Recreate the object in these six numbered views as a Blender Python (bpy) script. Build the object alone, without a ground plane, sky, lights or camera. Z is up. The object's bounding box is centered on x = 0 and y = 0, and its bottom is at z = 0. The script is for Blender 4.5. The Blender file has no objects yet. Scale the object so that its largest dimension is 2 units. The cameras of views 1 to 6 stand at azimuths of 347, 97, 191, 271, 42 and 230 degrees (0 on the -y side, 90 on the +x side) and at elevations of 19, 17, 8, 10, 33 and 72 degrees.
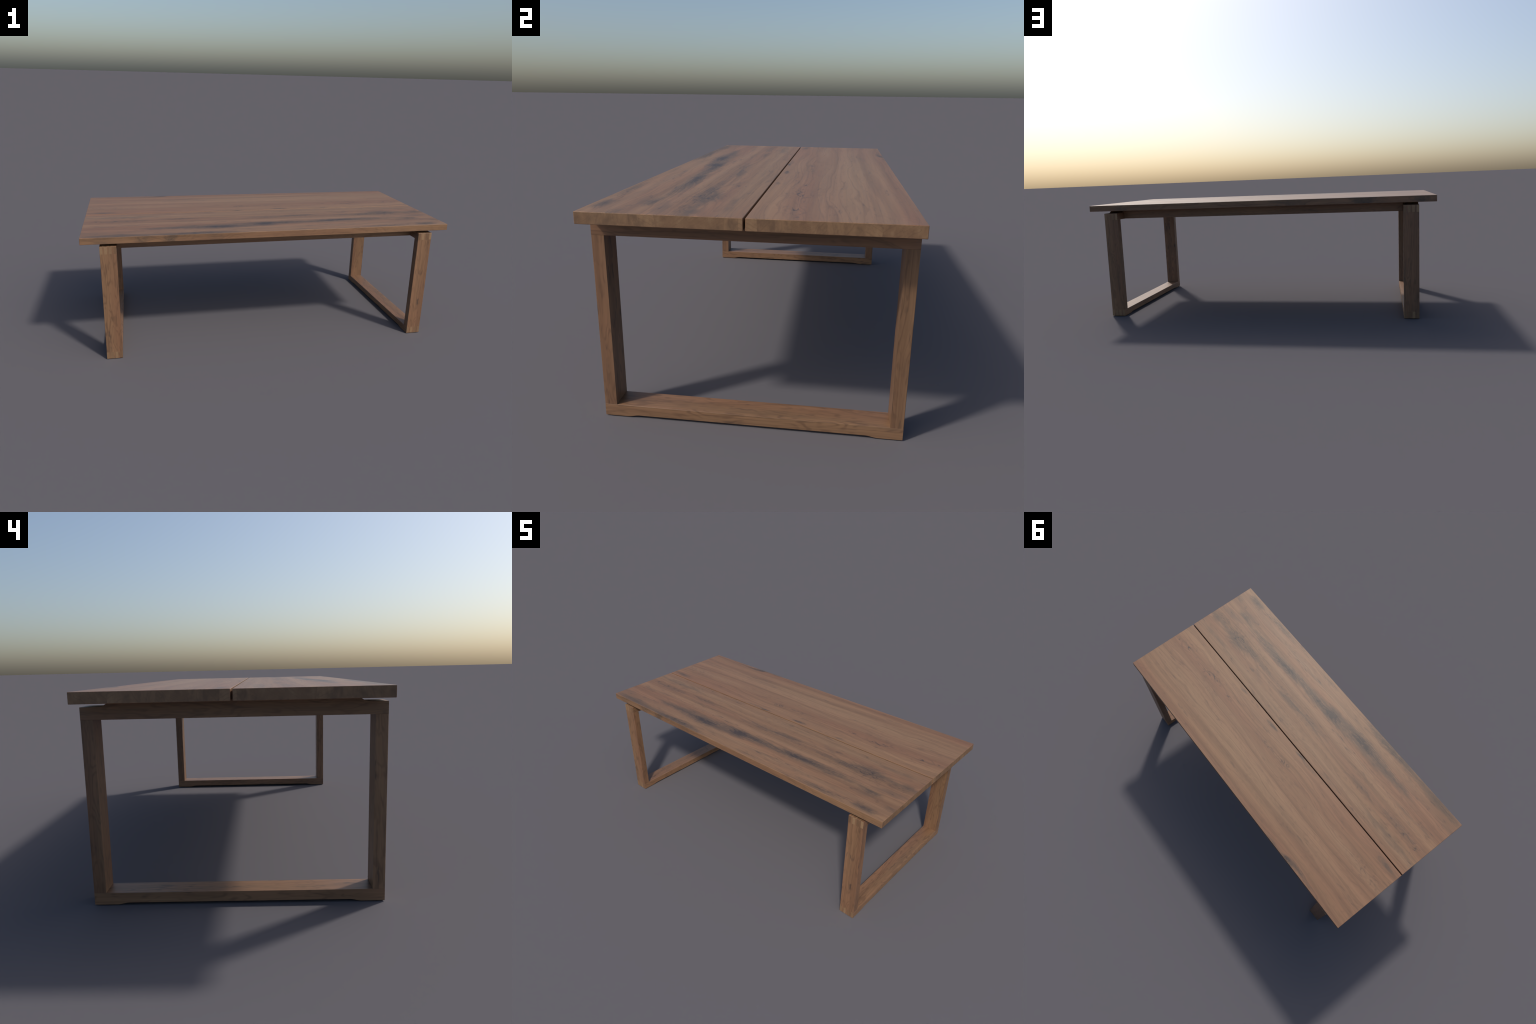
"""Dining table: two long boards with a narrow slit between them, carried by two
closed rectangular leg frames (finger-jointed at every corner) and two aprons."""
import bpy, bmesh, math
from mathutils import Vector

# ------------------------------------------------------------------ dimensions
HALF_LENGTH, HALF_WIDTH = 1.0, 0.4567
TOP_Z, TOP_T = 0.6709, 0.0345
SLIT = 0.0062
FRAME_X0, FRAME_X1 = 0.8267, 0.9081          # frame depth along the table
FRAME_W = FRAME_X1 - FRAME_X0
FRAME_H = 0.6225
BAR = 0.0380                                   # bar thickness of legs
RAIL_T = 0.0385                                # bar thickness of rails
SEAT_Z = TOP_Z - TOP_T                         # underside of the boards
APRON_Y, APRON_T, APRON_Z = 0.367, 0.022, 0.5850
CH = 0.0011                                    # eased edges

# ------------------------------------------------------------------ node helper
class Nodes:
    def __init__(self, name):
        self.mat = bpy.data.materials.new(name)
        self.mat.use_nodes = True
        self.t = self.mat.node_tree
        for n in list(self.t.nodes):
            if n.type != 'OUTPUT_MATERIAL':
                self.t.nodes.remove(n)
        self.out = [n for n in self.t.nodes if n.type == 'OUTPUT_MATERIAL'][0]

    def put(self, sock, v):
        if isinstance(v, bpy.types.NodeSocket):
            self.t.links.new(v, sock)
        else:
            sock.default_value = v

    def m(self, op, a, b=0.0, c=0.0, clamp=False):
        n = self.t.nodes.new('ShaderNodeMath')
        n.operation = op
        n.use_clamp = clamp
        for s, v in zip(n.inputs, (a, b, c)):
            self.put(s, v)
        return n.outputs[0]

    def add(self, a, b): return self.m('ADD', a, b)
    def sub(self, a, b): return self.m('SUBTRACT', a, b)
    def mul(self, a, b): return self.m('MULTIPLY', a, b)
    def mad(self, a, b, c): return self.m('MULTIPLY_ADD', a, b, c)

    def xyz(self, x, y, z):
        n = self.t.nodes.new('ShaderNodeCombineXYZ')
        for s, v in zip(n.inputs, (x, y, z)):
            self.put(s, v)
        return n.outputs[0]

    def noise(self, vec, detail=2.0, rough=0.5, dist=0.0):
        n = self.t.nodes.new('ShaderNodeTexNoise')
        n.noise_dimensions = '3D'
        self.put(n.inputs['Vector'], vec)
        n.inputs['Scale'].default_value = 1.0
        n.inputs['Detail'].default_value = detail
        n.inputs['Roughness'].default_value = rough
        n.inputs['Distortion'].default_value = dist
        return n.outputs[0]

    def noise1(self, w, detail=2.0, rough=0.5):
        n = self.t.nodes.new('ShaderNodeTexNoise')
        n.noise_dimensions = '1D'
        self.put(n.inputs['W'], w)
        n.inputs['Scale'].default_value = 1.0
        n.inputs['Detail'].default_value = detail
        n.inputs['Roughness'].default_value = rough
        return n.outputs[0]

    def step(self, v, lo, hi, a=0.0, b=1.0):
        n = self.t.nodes.new('ShaderNodeMapRange')
        n.interpolation_type = 'SMOOTHSTEP'
        self.put(n.inputs[0], v)
        for s, x in zip(n.inputs[1:5], (lo, hi, a, b)):
            s.default_value = x
        return n.outputs[0]

    def mix(self, f, a, b):
        n = self.t.nodes.new('ShaderNodeMix')
        n.data_type = 'RGBA'
        n.clamp_factor = True
        self.put(n.inputs[0], f)
        for s, v in ((n.inputs[6], a), (n.inputs[7], b)):
            self.put(s, v if isinstance(v, bpy.types.NodeSocket) else (*v, 1.0))
        return n.outputs[2]

    def scale_colour(self, col, f):
        n = self.t.nodes.new('ShaderNodeVectorMath')
        n.operation = 'SCALE'
        self.put(n.inputs[0], col)
        self.put(n.inputs['Scale'], f)
        return n.outputs[0]

    def object_coords(self):
        n = self.t.nodes.new('ShaderNodeTexCoord')
        s = self.t.nodes.new('ShaderNodeSeparateXYZ')
        self.t.links.new(n.outputs['Object'], s.inputs[0])
        return s.outputs

    def blobs(self, u, v, spots):
        """Sum of soft elliptic spots (centre u, v, radius u, v, strength)."""
        total = 0.0
        for cu, cv, ru, rv, k in spots:
            du = self.mad(u, 1 / ru, -cu / ru)
            dv = self.mad(v, 1 / rv, -cv / rv)
            q = self.mad(dv, dv, self.mul(du, du))
            g = self.m('POWER', math.exp(-1), q)
            total = self.mad(g, k, total)
        return total

    def finish(self, colour, rough, height=None, strength=0.15, spec=0.5):
        b = self.t.nodes.new('ShaderNodeBsdfPrincipled')
        self.put(b.inputs['Base Color'], colour)
        self.put(b.inputs['Roughness'], rough)
        b.inputs['Specular IOR Level'].default_value = spec
        if height is not None:
            bump = self.t.nodes.new('ShaderNodeBump')
            bump.inputs['Strength'].default_value = strength
            bump.inputs['Distance'].default_value = 0.001
            self.put(bump.inputs['Height'], height)
            self.t.links.new(bump.outputs[0], b.inputs['Normal'])
        self.t.links.new(b.outputs[0], self.out.inputs[0])
        return self.mat

# ------------------------------------------------------------------ wood colours
TAN = (0.243, 0.136, 0.071)
PINK = (0.222, 0.111, 0.060)
BROWN = (0.120, 0.064, 0.036)
GREY = (0.108, 0.070, 0.046)
STAIN = (0.033, 0.026, 0.025)
ROUGH = 0.48


def wood(name, axis, seed, stains=(), curls=(), pink=(), pale=(), rings=26.0, flecks=0.25, cloud=0.35,
         tone=1.0, figure=0.28, soft=1.0):
    """Walnut-stained oak, grain running along `axis`; stains, curls and pink are
    soft spots (along, across, radius along, radius across, strength)."""
    N = Nodes(name)
    c = N.object_coords()
    if axis == 'x': u, v, w = c[0], c[1], c[2]
    elif axis == 'y': u, v, w = c[1], c[0], c[2]
    else: u, v, w = c[2], c[0], c[1]
    s = seed * 7.31

    def P(su, sv, sw, o=0.0):
        return N.xyz(N.mad(u, su, s + o), N.mad(v, sv, s * 0.7 + o), N.mad(w, sw, o - s))

    # irregular edges: push the lookup position about before asking for spots
    wobu = N.sub(N.noise(P(7, 28, 28, 3.1), 4, 0.6), 0.5)
    wobv = N.sub(N.noise(P(9, 34, 34, 9.7), 4, 0.6), 0.5)
    uu = N.mad(wobu, 0.10, u)
    vv = N.mad(wobv, 0.024, v)

    stain = N.blobs(uu, vv, stains) if stains else 0.0
    curl = N.blobs(uu, vv, curls) if curls else 0.0

    # growth rings: contours of a slowly drifting field, bent around the knots
    drift = N.noise(P(1.3, 7, 7, 1.7), 2, 0.5)
    fine = N.noise(P(9, 40, 40, 5.5), 2, 0.55)
    field = N.mad(drift, 0.16, N.add(v, N.mul(w, 0.6)))
    field = N.mad(N.sub(fine, 0.5), 0.012, field)
    if stains:
        field = N.mad(stain, 0.035, field)
    ring = N.noise1(N.mul(field, rings * 5.0), 3, 0.6)
    band = N.noise1(N.mad(field, rings, 4.0 + s), 1, 0.5)
    grain = N.noise(P(5, 170, 170, 6.6), 3, 0.6)
    streak = N.noise(P(2.0, 110, 110, 21.0), 3, 0.6)
    pores = N.noise(P(22, 330, 330, 8.8), 1, 0.5)

    patch = N.noise(P(0.7, 8, 8, 11.0), 2, 0.5)
    col = N.mix(N.step(patch, 0.30, 0.70), TAN, PINK)
    if pink:
        col = N.mix(N.blobs(uu, vv, pink), col, (0.232, 0.110, 0.059))
    if pale:
        col = N.mix(N.blobs(uu, vv, pale), col, (0.262, 0.156, 0.086))
    col = N.mix(N.mul(N.step(band, 0.45, 0.75), 0.30), col, BROWN)
    col = N.mix(N.mul(N.step(ring, 0.50, 0.72), 0.55 * soft), col, BROWN)
    col = N.mix(N.mul(N.step(streak, 0.50, 0.72), 0.36 * soft), col, BROWN)
    col = N.mix(N.mul(N.step(streak, 0.48, 0.28), 0.32 * soft), col, (0.290, 0.172, 0.095))
    # cathedral figure: broken contour lines of a long, slowly varying bump field
    arch = N.noise(P(3.4, 15, 15, 23.0), 2.5, 0.5)
    edge = N.m('ABSOLUTE', N.sub(N.m('FRACT', N.mul(arch, 14.0)), 0.5))
    edge = N.mul(N.step(edge, 0.28, 0.06), N.step(N.noise(P(11, 42, 42, 27.0), 2, 0.6), 0.40, 0.62))
    col = N.mix(N.mul(edge, figure), col, BROWN)
    # scattered grey clouds and dark dashes
    cl = N.noise(P(3.2, 22, 22, 13.0), 3, 0.6)
    col = N.mix(N.mul(N.step(cl, 0.52, 0.74), cloud), col, GREY)
    dash = N.step(N.noise(P(16, 75, 75, 15.0), 2, 0.5), 0.58, 0.72)
    col = N.mix(N.mul(N.mul(dash, N.step(cl, 0.42, 0.62)), flecks), col, STAIN)
    if stains:
        speck = N.noise(P(34, 105, 105, 19.0), 5, 0.75)
        broken = N.mad(ring, 1.5, N.mad(speck, 2.2, -0.95))
        k = N.mul(stain, broken)
        col = N.mix(N.step(k, 0.06, 0.50, 0.0, 0.80), col, GREY)
        col = N.mix(N.step(k, 0.36, 1.05, 0.0, 0.78), col, STAIN)
    if curls:
        # broken squiggles: contour lines of a tangled field
        tangle = N.noise(P(14, 40, 40, 2.2), 1.5, 0.5)
        near = N.m('ABSOLUTE', N.sub(N.m('FRACT', N.mul(tangle, 5.0)), 0.5))
        line = N.step(near, 0.20, 0.06)
        mottle = N.step(N.noise(P(20, 60, 60, 17.0), 2, 0.6), 0.42, 0.60)
        col = N.mix(N.mul(N.mul(curl, N.mad(mottle, 0.8, 0.1)), 0.40), col, GREY)
        col = N.mix(N.mul(N.mul(curl, line), N.mad(mottle, 0.70, 0.25)), col, STAIN)
    shade = N.mad(N.sub(grain, 0.5), 0.46 * soft, tone)
    plank = N.noise(P(0.35, 20, 20, 31.0), 2, 0.55)
    shade = N.mad(N.sub(plank, 0.5), 0.62, shade)
    shade = N.mad(N.step(pores, 0.66, 0.80), -0.07, shade)
    col = N.scale_colour(col, shade)
    rough = N.mad(grain, 0.10, ROUGH - 0.05)
    return N.finish(col, rough, N.mad(grain, 0.6, N.mul(ring, 0.4)), 0.10)


def end_grain(name, across, pitch, seed, contrast=0.5):
    """End grain: staves of different tone side by side along `across`, each with
    its own faint arcs of growth rings."""
    N = Nodes(name)
    c = N.object_coords()
    a = c[0] if across == 'x' else c[1]
    z = c[2]
    wob = N.noise(N.xyz(N.mul(a, 14), N.mul(z, 10), seed), 1)
    cell = N.m('FLOOR', N.mad(N.mad(wob, pitch * 0.5, a), 1 / pitch, 40.0 + seed))
    wn = N.t.nodes.new('ShaderNodeTexWhiteNoise'); wn.noise_dimensions = '1D'
    N.put(wn.inputs['W'], cell)
    rnd = wn.outputs['Value']
    blot = N.noise(N.xyz(N.mad(a, 34, seed), N.mul(z, 22), rnd), 4, 0.65)
    arc = N.mad(N.mul(N.sub(rnd, 0.5), 5.0), z, N.mad(blot, 0.03, a))
    ring = N.noise1(N.mul(arc, 130), 2, 0.5)
    col = N.mix(rnd, (0.176, 0.097, 0.050), (0.240, 0.140, 0.073))
    col = N.mix(N.step(blot, 0.42, 0.70, 0.0, contrast), col, (0.100, 0.058, 0.033))
    col = N.mix(N.step(blot, 0.46, 0.28, 0.0, contrast * 0.7), col, (0.270, 0.172, 0.092))
    col = N.mix(N.step(ring, 0.5, 0.72, 0.0, 0.35), col, BROWN)
    return N.finish(col, ROUGH + 0.08, ring, 0.06)


def tine_grain(name, pitch):
    """End grain of the joint fingers: every finger cut from wood of another tone."""
    N = Nodes(name)
    c = N.object_coords()
    cell = N.m('FLOOR', N.mad(c[0], 1 / pitch, 2.0))
    info = N.t.nodes.new('ShaderNodeObjectInfo')
    key = N.mad(info.outputs['Random'], 37.0, N.add(cell, 0.31))
    key = N.add(key, N.mul(N.m('GREATER_THAN', c[1], 0.0), 5.7))
    wn = N.t.nodes.new('ShaderNodeTexWhiteNoise'); wn.noise_dimensions = '1D'
    N.put(wn.inputs['W'], key)
    rnd = wn.outputs['Value']
    fleck = N.noise(N.xyz(N.mul(c[0], 160), N.mul(c[1], 160), N.mul(c[2], 160)), 2)
    col = N.mix(rnd, (0.140, 0.078, 0.041), (0.270, 0.168, 0.090))
    col = N.scale_colour(col, N.mad(N.sub(fleck, 0.5), 0.4, 1.0))
    return N.finish(col, ROUGH + 0.06)

# ------------------------------------------------------------------ mesh helpers
def inset(poly, d):
    """Shrink a closed counter-clockwise outline by d (mitred)."""
    out = []
    n = len(poly)
    for i in range(n):
        p, q, r = Vector(poly[i - 1]), Vector(poly[i]), Vector(poly[(i + 1) % n])
        e1, e2 = (q - p).normalized(), (r - q).normalized()
        n1, n2 = Vector((-e1.y, e1.x)), Vector((-e2.y, e2.x))
        k = max(0.35, 1 + n1.dot(n2))
        out.append(tuple(q + (n1 + n2) * (d / k)))
    return out


def prism(bm, poly, lo, hi, place, ease_lo=0.0, ease_hi=0.0):
    """Sweep an outline between two stations; the ends can be eased (chamfered)."""
    stations = []
    if ease_lo: stations.append((lo, ease_lo))
    stations.append((lo + ease_lo, 0.0)); stations.append((hi - ease_hi, 0.0))
    if ease_hi: stations.append((hi, ease_hi))
    loops = []
    for s, d in stations:
        loops.append([bm.verts.new(place(p, s)) for p in (inset(poly, d) if d else poly)])
    faces = [bm.faces.new(loops[0][::-1]), bm.faces.new(loops[-1])]
    n = len(poly)
    for a, b in zip(loops, loops[1:]):
        for i in range(n):
            faces.append(bm.faces.new((a[i], a[(i + 1) % n], b[(i + 1) % n], b[i])))
    return faces


def finish_mesh(bm, name):
    bmesh.ops.recalc_face_normals(bm, faces=bm.faces)
    me = bpy.data.meshes.new(name)
    bm.to_mesh(me)
    bm.free()
    return me


def box_mesh(name, lo, hi, bevel, segs=2):
    bm = bmesh.new()
    bmesh.ops.create_cube(bm, size=1.0)
    for v in bm.verts:
        v.co = [(l + h) / 2 + k * (h - l) for l, h, k in zip(lo, hi, v.co)]
    bmesh.ops.bevel(bm, geom=bm.edges[:], offset=bevel, segments=segs, profile=0.5,
                    affect='EDGES', clamp_overlap=True)
    return finish_mesh(bm, name)


def add(name, mesh, parent, location=(0, 0, 0), rot_z=0.0, mats=()):
    ob = bpy.data.objects.new(name, mesh)
    bpy.context.scene.collection.objects.link(ob)
    ob.parent = parent
    ob.location = location
    ob.rotation_euler[2] = rot_z
    while len(mesh.materials) < len(mats):
        mesh.materials.append(None)
    for slot, mt in zip(ob.material_slots, mats):
        slot.link = 'OBJECT'
        slot.material = mt
    return ob

# ------------------------------------------------------------------ leg and rail shapes
# Finger joint: seven slabs across the frame depth; the rail owns the odd ones
# (both outer ones too), the leg the three between.
cuts = [0.0]
for wdt in (0.165, 0.115, 0.165, 0.11, 0.165, 0.115, 0.165):
    cuts.append(cuts[-1] + wdt)
cuts = [(k / cuts[-1] - 0.5) * FRAME_W for k in cuts]
HAIR = 0.00008


def leg_mesh():
    """Local frame: x across the frame depth, outer face towards +y at y = 0, z up from floor."""
    bm = bmesh.new()
    h = FRAME_W / 2
    body = [(-h, -BAR), (h, -BAR), (h, -CH), (h - CH, 0), (-h + CH, 0), (-h, -CH)]
    prism(bm, body, RAIL_T + HAIR, FRAME_H - RAIL_T - HAIR, lambda p, s: (p[0], p[1], s))
    zb, zt = RAIL_T + HAIR, FRAME_H - RAIL_T - HAIR
    for i in (1, 3, 5):
        x0, x1 = cuts[i] + HAIR, cuts[i + 1] - HAIR
        low = [(-BAR, 0), (-CH, 0), (0, CH), (0, zb), (-BAR, zb)]
        high = [(-BAR, zt), (0, zt), (0, FRAME_H - CH), (-CH, FRAME_H), (-BAR, FRAME_H)]
        for prof in (low, high):
            for f in prism(bm, prof, x0, x1, lambda p, s: (s, p[0], p[1])):
                pass
    bmesh.ops.recalc_face_normals(bm, faces=bm.faces)
    for f in bm.faces:
        z = f.calc_center_median().z
        if abs(f.normal.z) > 0.9 and (z < 0.001 or z > FRAME_H - 0.001):
            f.material_index = 1
    return finish_mesh(bm, 'leg')


def rail_mesh(name, top):
    """Horizontal bar of the frame. The foot rail is hollowed underneath between two
    pads; the upper rail rises between its ends to carry the boards."""
    bm = bmesh.new()
    W = HALF_WIDTH

    def s_curve(y0, z0, y1, z1, n=8):
        return [(y0 + (y1 - y0) * i / n, z0 + (z1 - z0) * (3 * (i / n) ** 2 - 2 * (i / n) ** 3))
                for i in range(n + 1)]

    for i in range(7):
        tine = i % 2 == 0
        e = W if tine else W - BAR - HAIR
        c = CH if tine else 0.0
        if top:
            z0, z1 = FRAME_H - RAIL_T, FRAME_H
            right = s_curve(0.397, z1, 0.364, SEAT_Z - 0.0003)
            prof = [(-e, z0), (e, z0), (e, z1 - c)] + ([(e - c, z1)] if c else []) + right
            prof += [(-y, z) for y, z in right[::-1]] + ([(-e + c, z1)] if c else []) + [(-e, z1 - c)]
        else:
            z1 = RAIL_T
            right = s_curve(0.384, 0.0, 0.348, 0.0056)
            left = [(-y, z) for y, z in right]
            prof = ([(-e, c)] if c else []) + [(-e + c, 0.0)] + left + right[::-1] + [(e - c, 0.0)]
            prof += ([(e, c)] if c else []) + [(e, z1), (-e, z1)]
        fl = prism(bm, prof, cuts[i], cuts[i + 1], lambda p, s: (s, p[0], p[1]),
                   0.0004 if i == 0 else 0.0, 0.0004 if i == 6 else 0.0)
    bmesh.ops.recalc_face_normals(bm, faces=bm.faces)
    for f in bm.faces:
        if abs(f.normal.y) > 0.9 and abs(f.calc_center_median().y) > W - 0.001:
            f.material_index = 1
    return finish_mesh(bm, name)

# ------------------------------------------------------------------ materials
front_stains = [
    # one long flame of dark heartwood: knot near the middle, tails both ways
    (0.845, -0.300, 0.070, 0.022, 0.52), (0.660, -0.280, 0.150, 0.034, 0.38),
    (0.500, -0.276, 0.120, 0.028, 0.40), (0.375, -0.281, 0.095, 0.026, 0.75),
    (0.200, -0.296, 0.160, 0.025, 0.56), (0.065, -0.296, 0.080, 0.025, 0.48),
    (-0.035, -0.303, 0.060, 0.036, 0.90), (-0.150, -0.312, 0.120, 0.044, 0.50),
    (-0.275, -0.333, 0.085, 0.030, 0.80), (-0.400, -0.330, 0.150, 0.040, 0.42),
    (-0.540, -0.326, 0.140, 0.027, 0.36), (-0.660, -0.333, 0.100, 0.015, 0.26),
    # grey cloud towards the far end and its trail
    (0.74, -0.150, 0.110, 0.050, 0.55), (0.60, -0.172, 0.08, 0.026, 0.40), (0.45, -0.170, 0.09, 0.020, 0.30),
    (0.17, -0.160, 0.17, 0.034, 0.36), (-0.05, -0.165, 0.12, 0.025, 0.25), (-0.50, -0.150, 0.14, 0.022, 0.22),
    (-0.80, -0.165, 0.16, 0.030, 0.32), (0.95, -0.16, 0.06, 0.035, 0.35),
    # along the outer edge
    (0.895, -0.422, 0.060, 0.022, 0.75), (0.62, -0.435, 0.17, 0.022, 0.45), (0.15, -0.435, 0.12, 0.014, 0.28),
    (-0.33, -0.440, 0.14, 0.025, 0.60), (-0.52, -0.445, 0.14, 0.025, 0.50),
    (-0.84, -0.438, 0.17, 0.026, 0.60), (0.975, -0.36, 0.05, 0.018, 0.40),
]
front_curls = [
    (0.74, -0.175, 0.095, 0.034, 1.0), (0.60, -0.176, 0.06, 0.014, 0.9), (0.475, -0.170, 0.06, 0.014, 0.8),
    (0.24, -0.168, 0.10, 0.016, 0.5), (0.01, -0.165, 0.03, 0.012, 0.9), (-0.50, -0.140, 0.06, 0.012, 0.6),
    (-0.71, -0.163, 0.06, 0.014, 0.9), (-0.86, -0.163, 0.06, 0.018, 0.9), (-0.94, -0.152, 0.03, 0.016, 0.8),
    (0.92, -0.18, 0.05, 0.03, 0.5), (0.70, -0.43, 0.10, 0.015, 0.6), (0.15, -0.430, 0.06, 0.014, 0.6),
    (-0.42, -0.43, 0.10, 0.020, 0.6),
]
front_pink = [(0.3, -0.37, 0.5, 0.03, 0.25), (0.0, -0.23, 0.8, 0.025, 0.35), (-0.8, -0.30, 0.25, 0.05, 0.45)]
rear_stains = [
    (0.138, 0.024, 0.045, 0.009, 0.75), (-0.125, 0.012, 0.035, 0.009, 0.80), (-0.21, 0.016, 0.08, 0.010, 0.40),
    (0.433, 0.020, 0.04, 0.010, 0.45), (-0.545, 0.446, 0.035, 0.012, 1.0), (-0.62, 0.434, 0.06, 0.014, 0.60),
    (-0.74, 0.446, 0.09, 0.012, 0.35), (-0.42, 0.452, 0.08, 0.012, 0.40), (-0.90, 0.036, 0.07, 0.020, 0.45),
]
rear_curls = [
    (0.95, 0.124, 0.045, 0.016, 0.8), (0.865, 0.120, 0.06, 0.024, 0.9), (0.70, 0.130, 0.045, 0.016, 1.0),
    (0.60, 0.116, 0.06, 0.018, 1.2), (0.44, 0.122, 0.05, 0.010, 0.8), (0.055, 0.122, 0.05, 0.012, 1.1),
    (-0.08, 0.110, 0.06, 0.012, 0.9), (-0.93, 0.315, 0.025, 0.008, 0.8), (-0.86, 0.15, 0.12, 0.035, 0.45),
]
rear_pink = [(0.95, 0.435, 0.12, 0.045, 0.7), (0.55, 0.435, 0.35, 0.030, 0.5), (0.0, 0.440, 0.4, 0.022, 0.5),
             (-0.55, 0.44, 0.3, 0.02, 0.5), (-0.6, 0.07, 0.35, 0.035, 0.5), (0.3, 0.06, 0.3, 0.03, 0.3)]
# pale boards glued in lengthwise
front_pale = [(0.3, -0.385, 1.1, 0.020, 0.75), (0.2, -0.225, 1.0, 0.022, 0.65), (-0.6, -0.065, 0.9, 0.028, 0.7),
              (0.6, -0.060, 0.5, 0.025, 0.4)]
rear_pale = [(0.1, 0.285, 1.3, 0.075, 0.75), (0.5, 0.190, 0.6, 0.030, 0.5), (-0.75, 0.160, 0.4, 0.028, 0.6),
             (0.3, 0.055, 0.6, 0.020, 0.4)]
MAT_FRONT = wood('walnut_board_figured', 'x', 1.0, front_stains, front_curls, front_pink, front_pale, rings=24, cloud=0.55, flecks=0.5, soft=0.70, figure=0.22, tone=0.99)
MAT_REAR = wood('walnut_board_plain', 'x', 2.3, rear_stains, rear_curls, rear_pink, rear_pale, rings=26, cloud=0.15, flecks=0.30, soft=0.62, figure=0.16, tone=1.0)
MAT_FRONT_EDGE = wood('walnut_board_edge', 'x', 17.0,
                      [(-0.56, -0.457, 0.035, 0.2, 0.55), (-0.70, -0.457, 0.05, 0.2, 0.35), (-0.90, -0.457, 0.08, 0.2, 0.3),
                       (-0.33, -0.457, 0.05, 0.2, 0.3)],
                      rings=28, cloud=0.35, flecks=0.3, tone=0.88)
MAT_REAR_EDGE = wood('walnut_board_edge', 'x', 18.7,
                     [(-0.62, 0.457, 0.09, 0.2, 0.7), (-0.93, 0.457, 0.06, 0.2, 0.6), (-0.20, 0.457, 0.12, 0.2, 0.4),
                      (0.80, 0.457, 0.05, 0.2, 0.4)],
                     rings=28, cloud=0.35, flecks=0.3, tone=0.88)
MAT_END = end_grain('walnut_end_grain', 'y', 0.045, 3.0, 0.65)
MAT_TINE = tine_grain('joint_end_grain', 0.2775 * FRAME_W)

# ------------------------------------------------------------------ build
root = bpy.data.objects.new('dining_table', None)
bpy.context.scene.collection.objects.link(root)
root['label'] = 'long walnut-brown wooden dining table with split top and frame legs'
root['category'] = 'table'

for y0, y1, mt, ed in ((-HALF_WIDTH, -SLIT / 2, MAT_FRONT, MAT_FRONT_EDGE),
                       (SLIT / 2, HALF_WIDTH, MAT_REAR, MAT_REAR_EDGE)):
    me = box_mesh('tabletop_board', (-HALF_LENGTH, y0, SEAT_Z), (HALF_LENGTH, y1, TOP_Z), 0.0016)
    for p in me.polygons:
        if abs(p.normal.x) > 0.95:
            p.material_index = 1
        elif abs(p.normal.y) > 0.95:
            p.material_index = 2
    add('tabletop_board', me, root, mats=(mt, MAT_END, ed))

leg = leg_mesh()
foot_rail, upper_rail = rail_mesh('foot_rail', False), rail_mesh('upper_rail', True)
mid = (FRAME_X0 + FRAME_X1) / 2
seed = 4.0
for sx in (-1, 1):
    for sy in (-1, 1):
        seed += 1.37
        fl = {(-1, -1): 0.55, (1, -1): 0.85, (-1, 1): 0.4, (1, 1): 0.4}[(sx, sy)]
        mt = wood('walnut_leg', 'z', seed, rings=30, flecks=fl, cloud=0.45, tone=0.87, figure=0.58, soft=0.9)
        add('leg', leg, root, (sx * mid, sy * HALF_WIDTH, 0), 0.0 if sy > 0 else math.pi, (mt, MAT_TINE))
    for name, me, fl in (('foot_rail', foot_rail, 0.8 if sx < 0 else 0.45), ('upper_rail', upper_rail, 0.3)):
        seed += 1.37
        mt = wood('walnut_' + name, 'y', seed, rings=30, flecks=fl, cloud=0.40, tone=0.93, figure=0.60, soft=0.95)
        add(name, me, root, (sx * mid, 0, 0), 0.0, (mt, MAT_TINE))

apron = box_mesh('apron', (-FRAME_X0 + 0.0002, -APRON_T / 2, APRON_Z), (FRAME_X0 - 0.0002, APRON_T / 2, SEAT_Z - 0.0004), 0.0008, 1)
for sy in (-1, 1):
    seed += 1.37
    mt = wood('walnut_apron', 'x', seed, rings=26, flecks=0.3, cloud=0.4, tone=0.94)
    add('apron', apron, root, (0, sy * (APRON_Y - APRON_T / 2), 0), 0.0, (mt,))
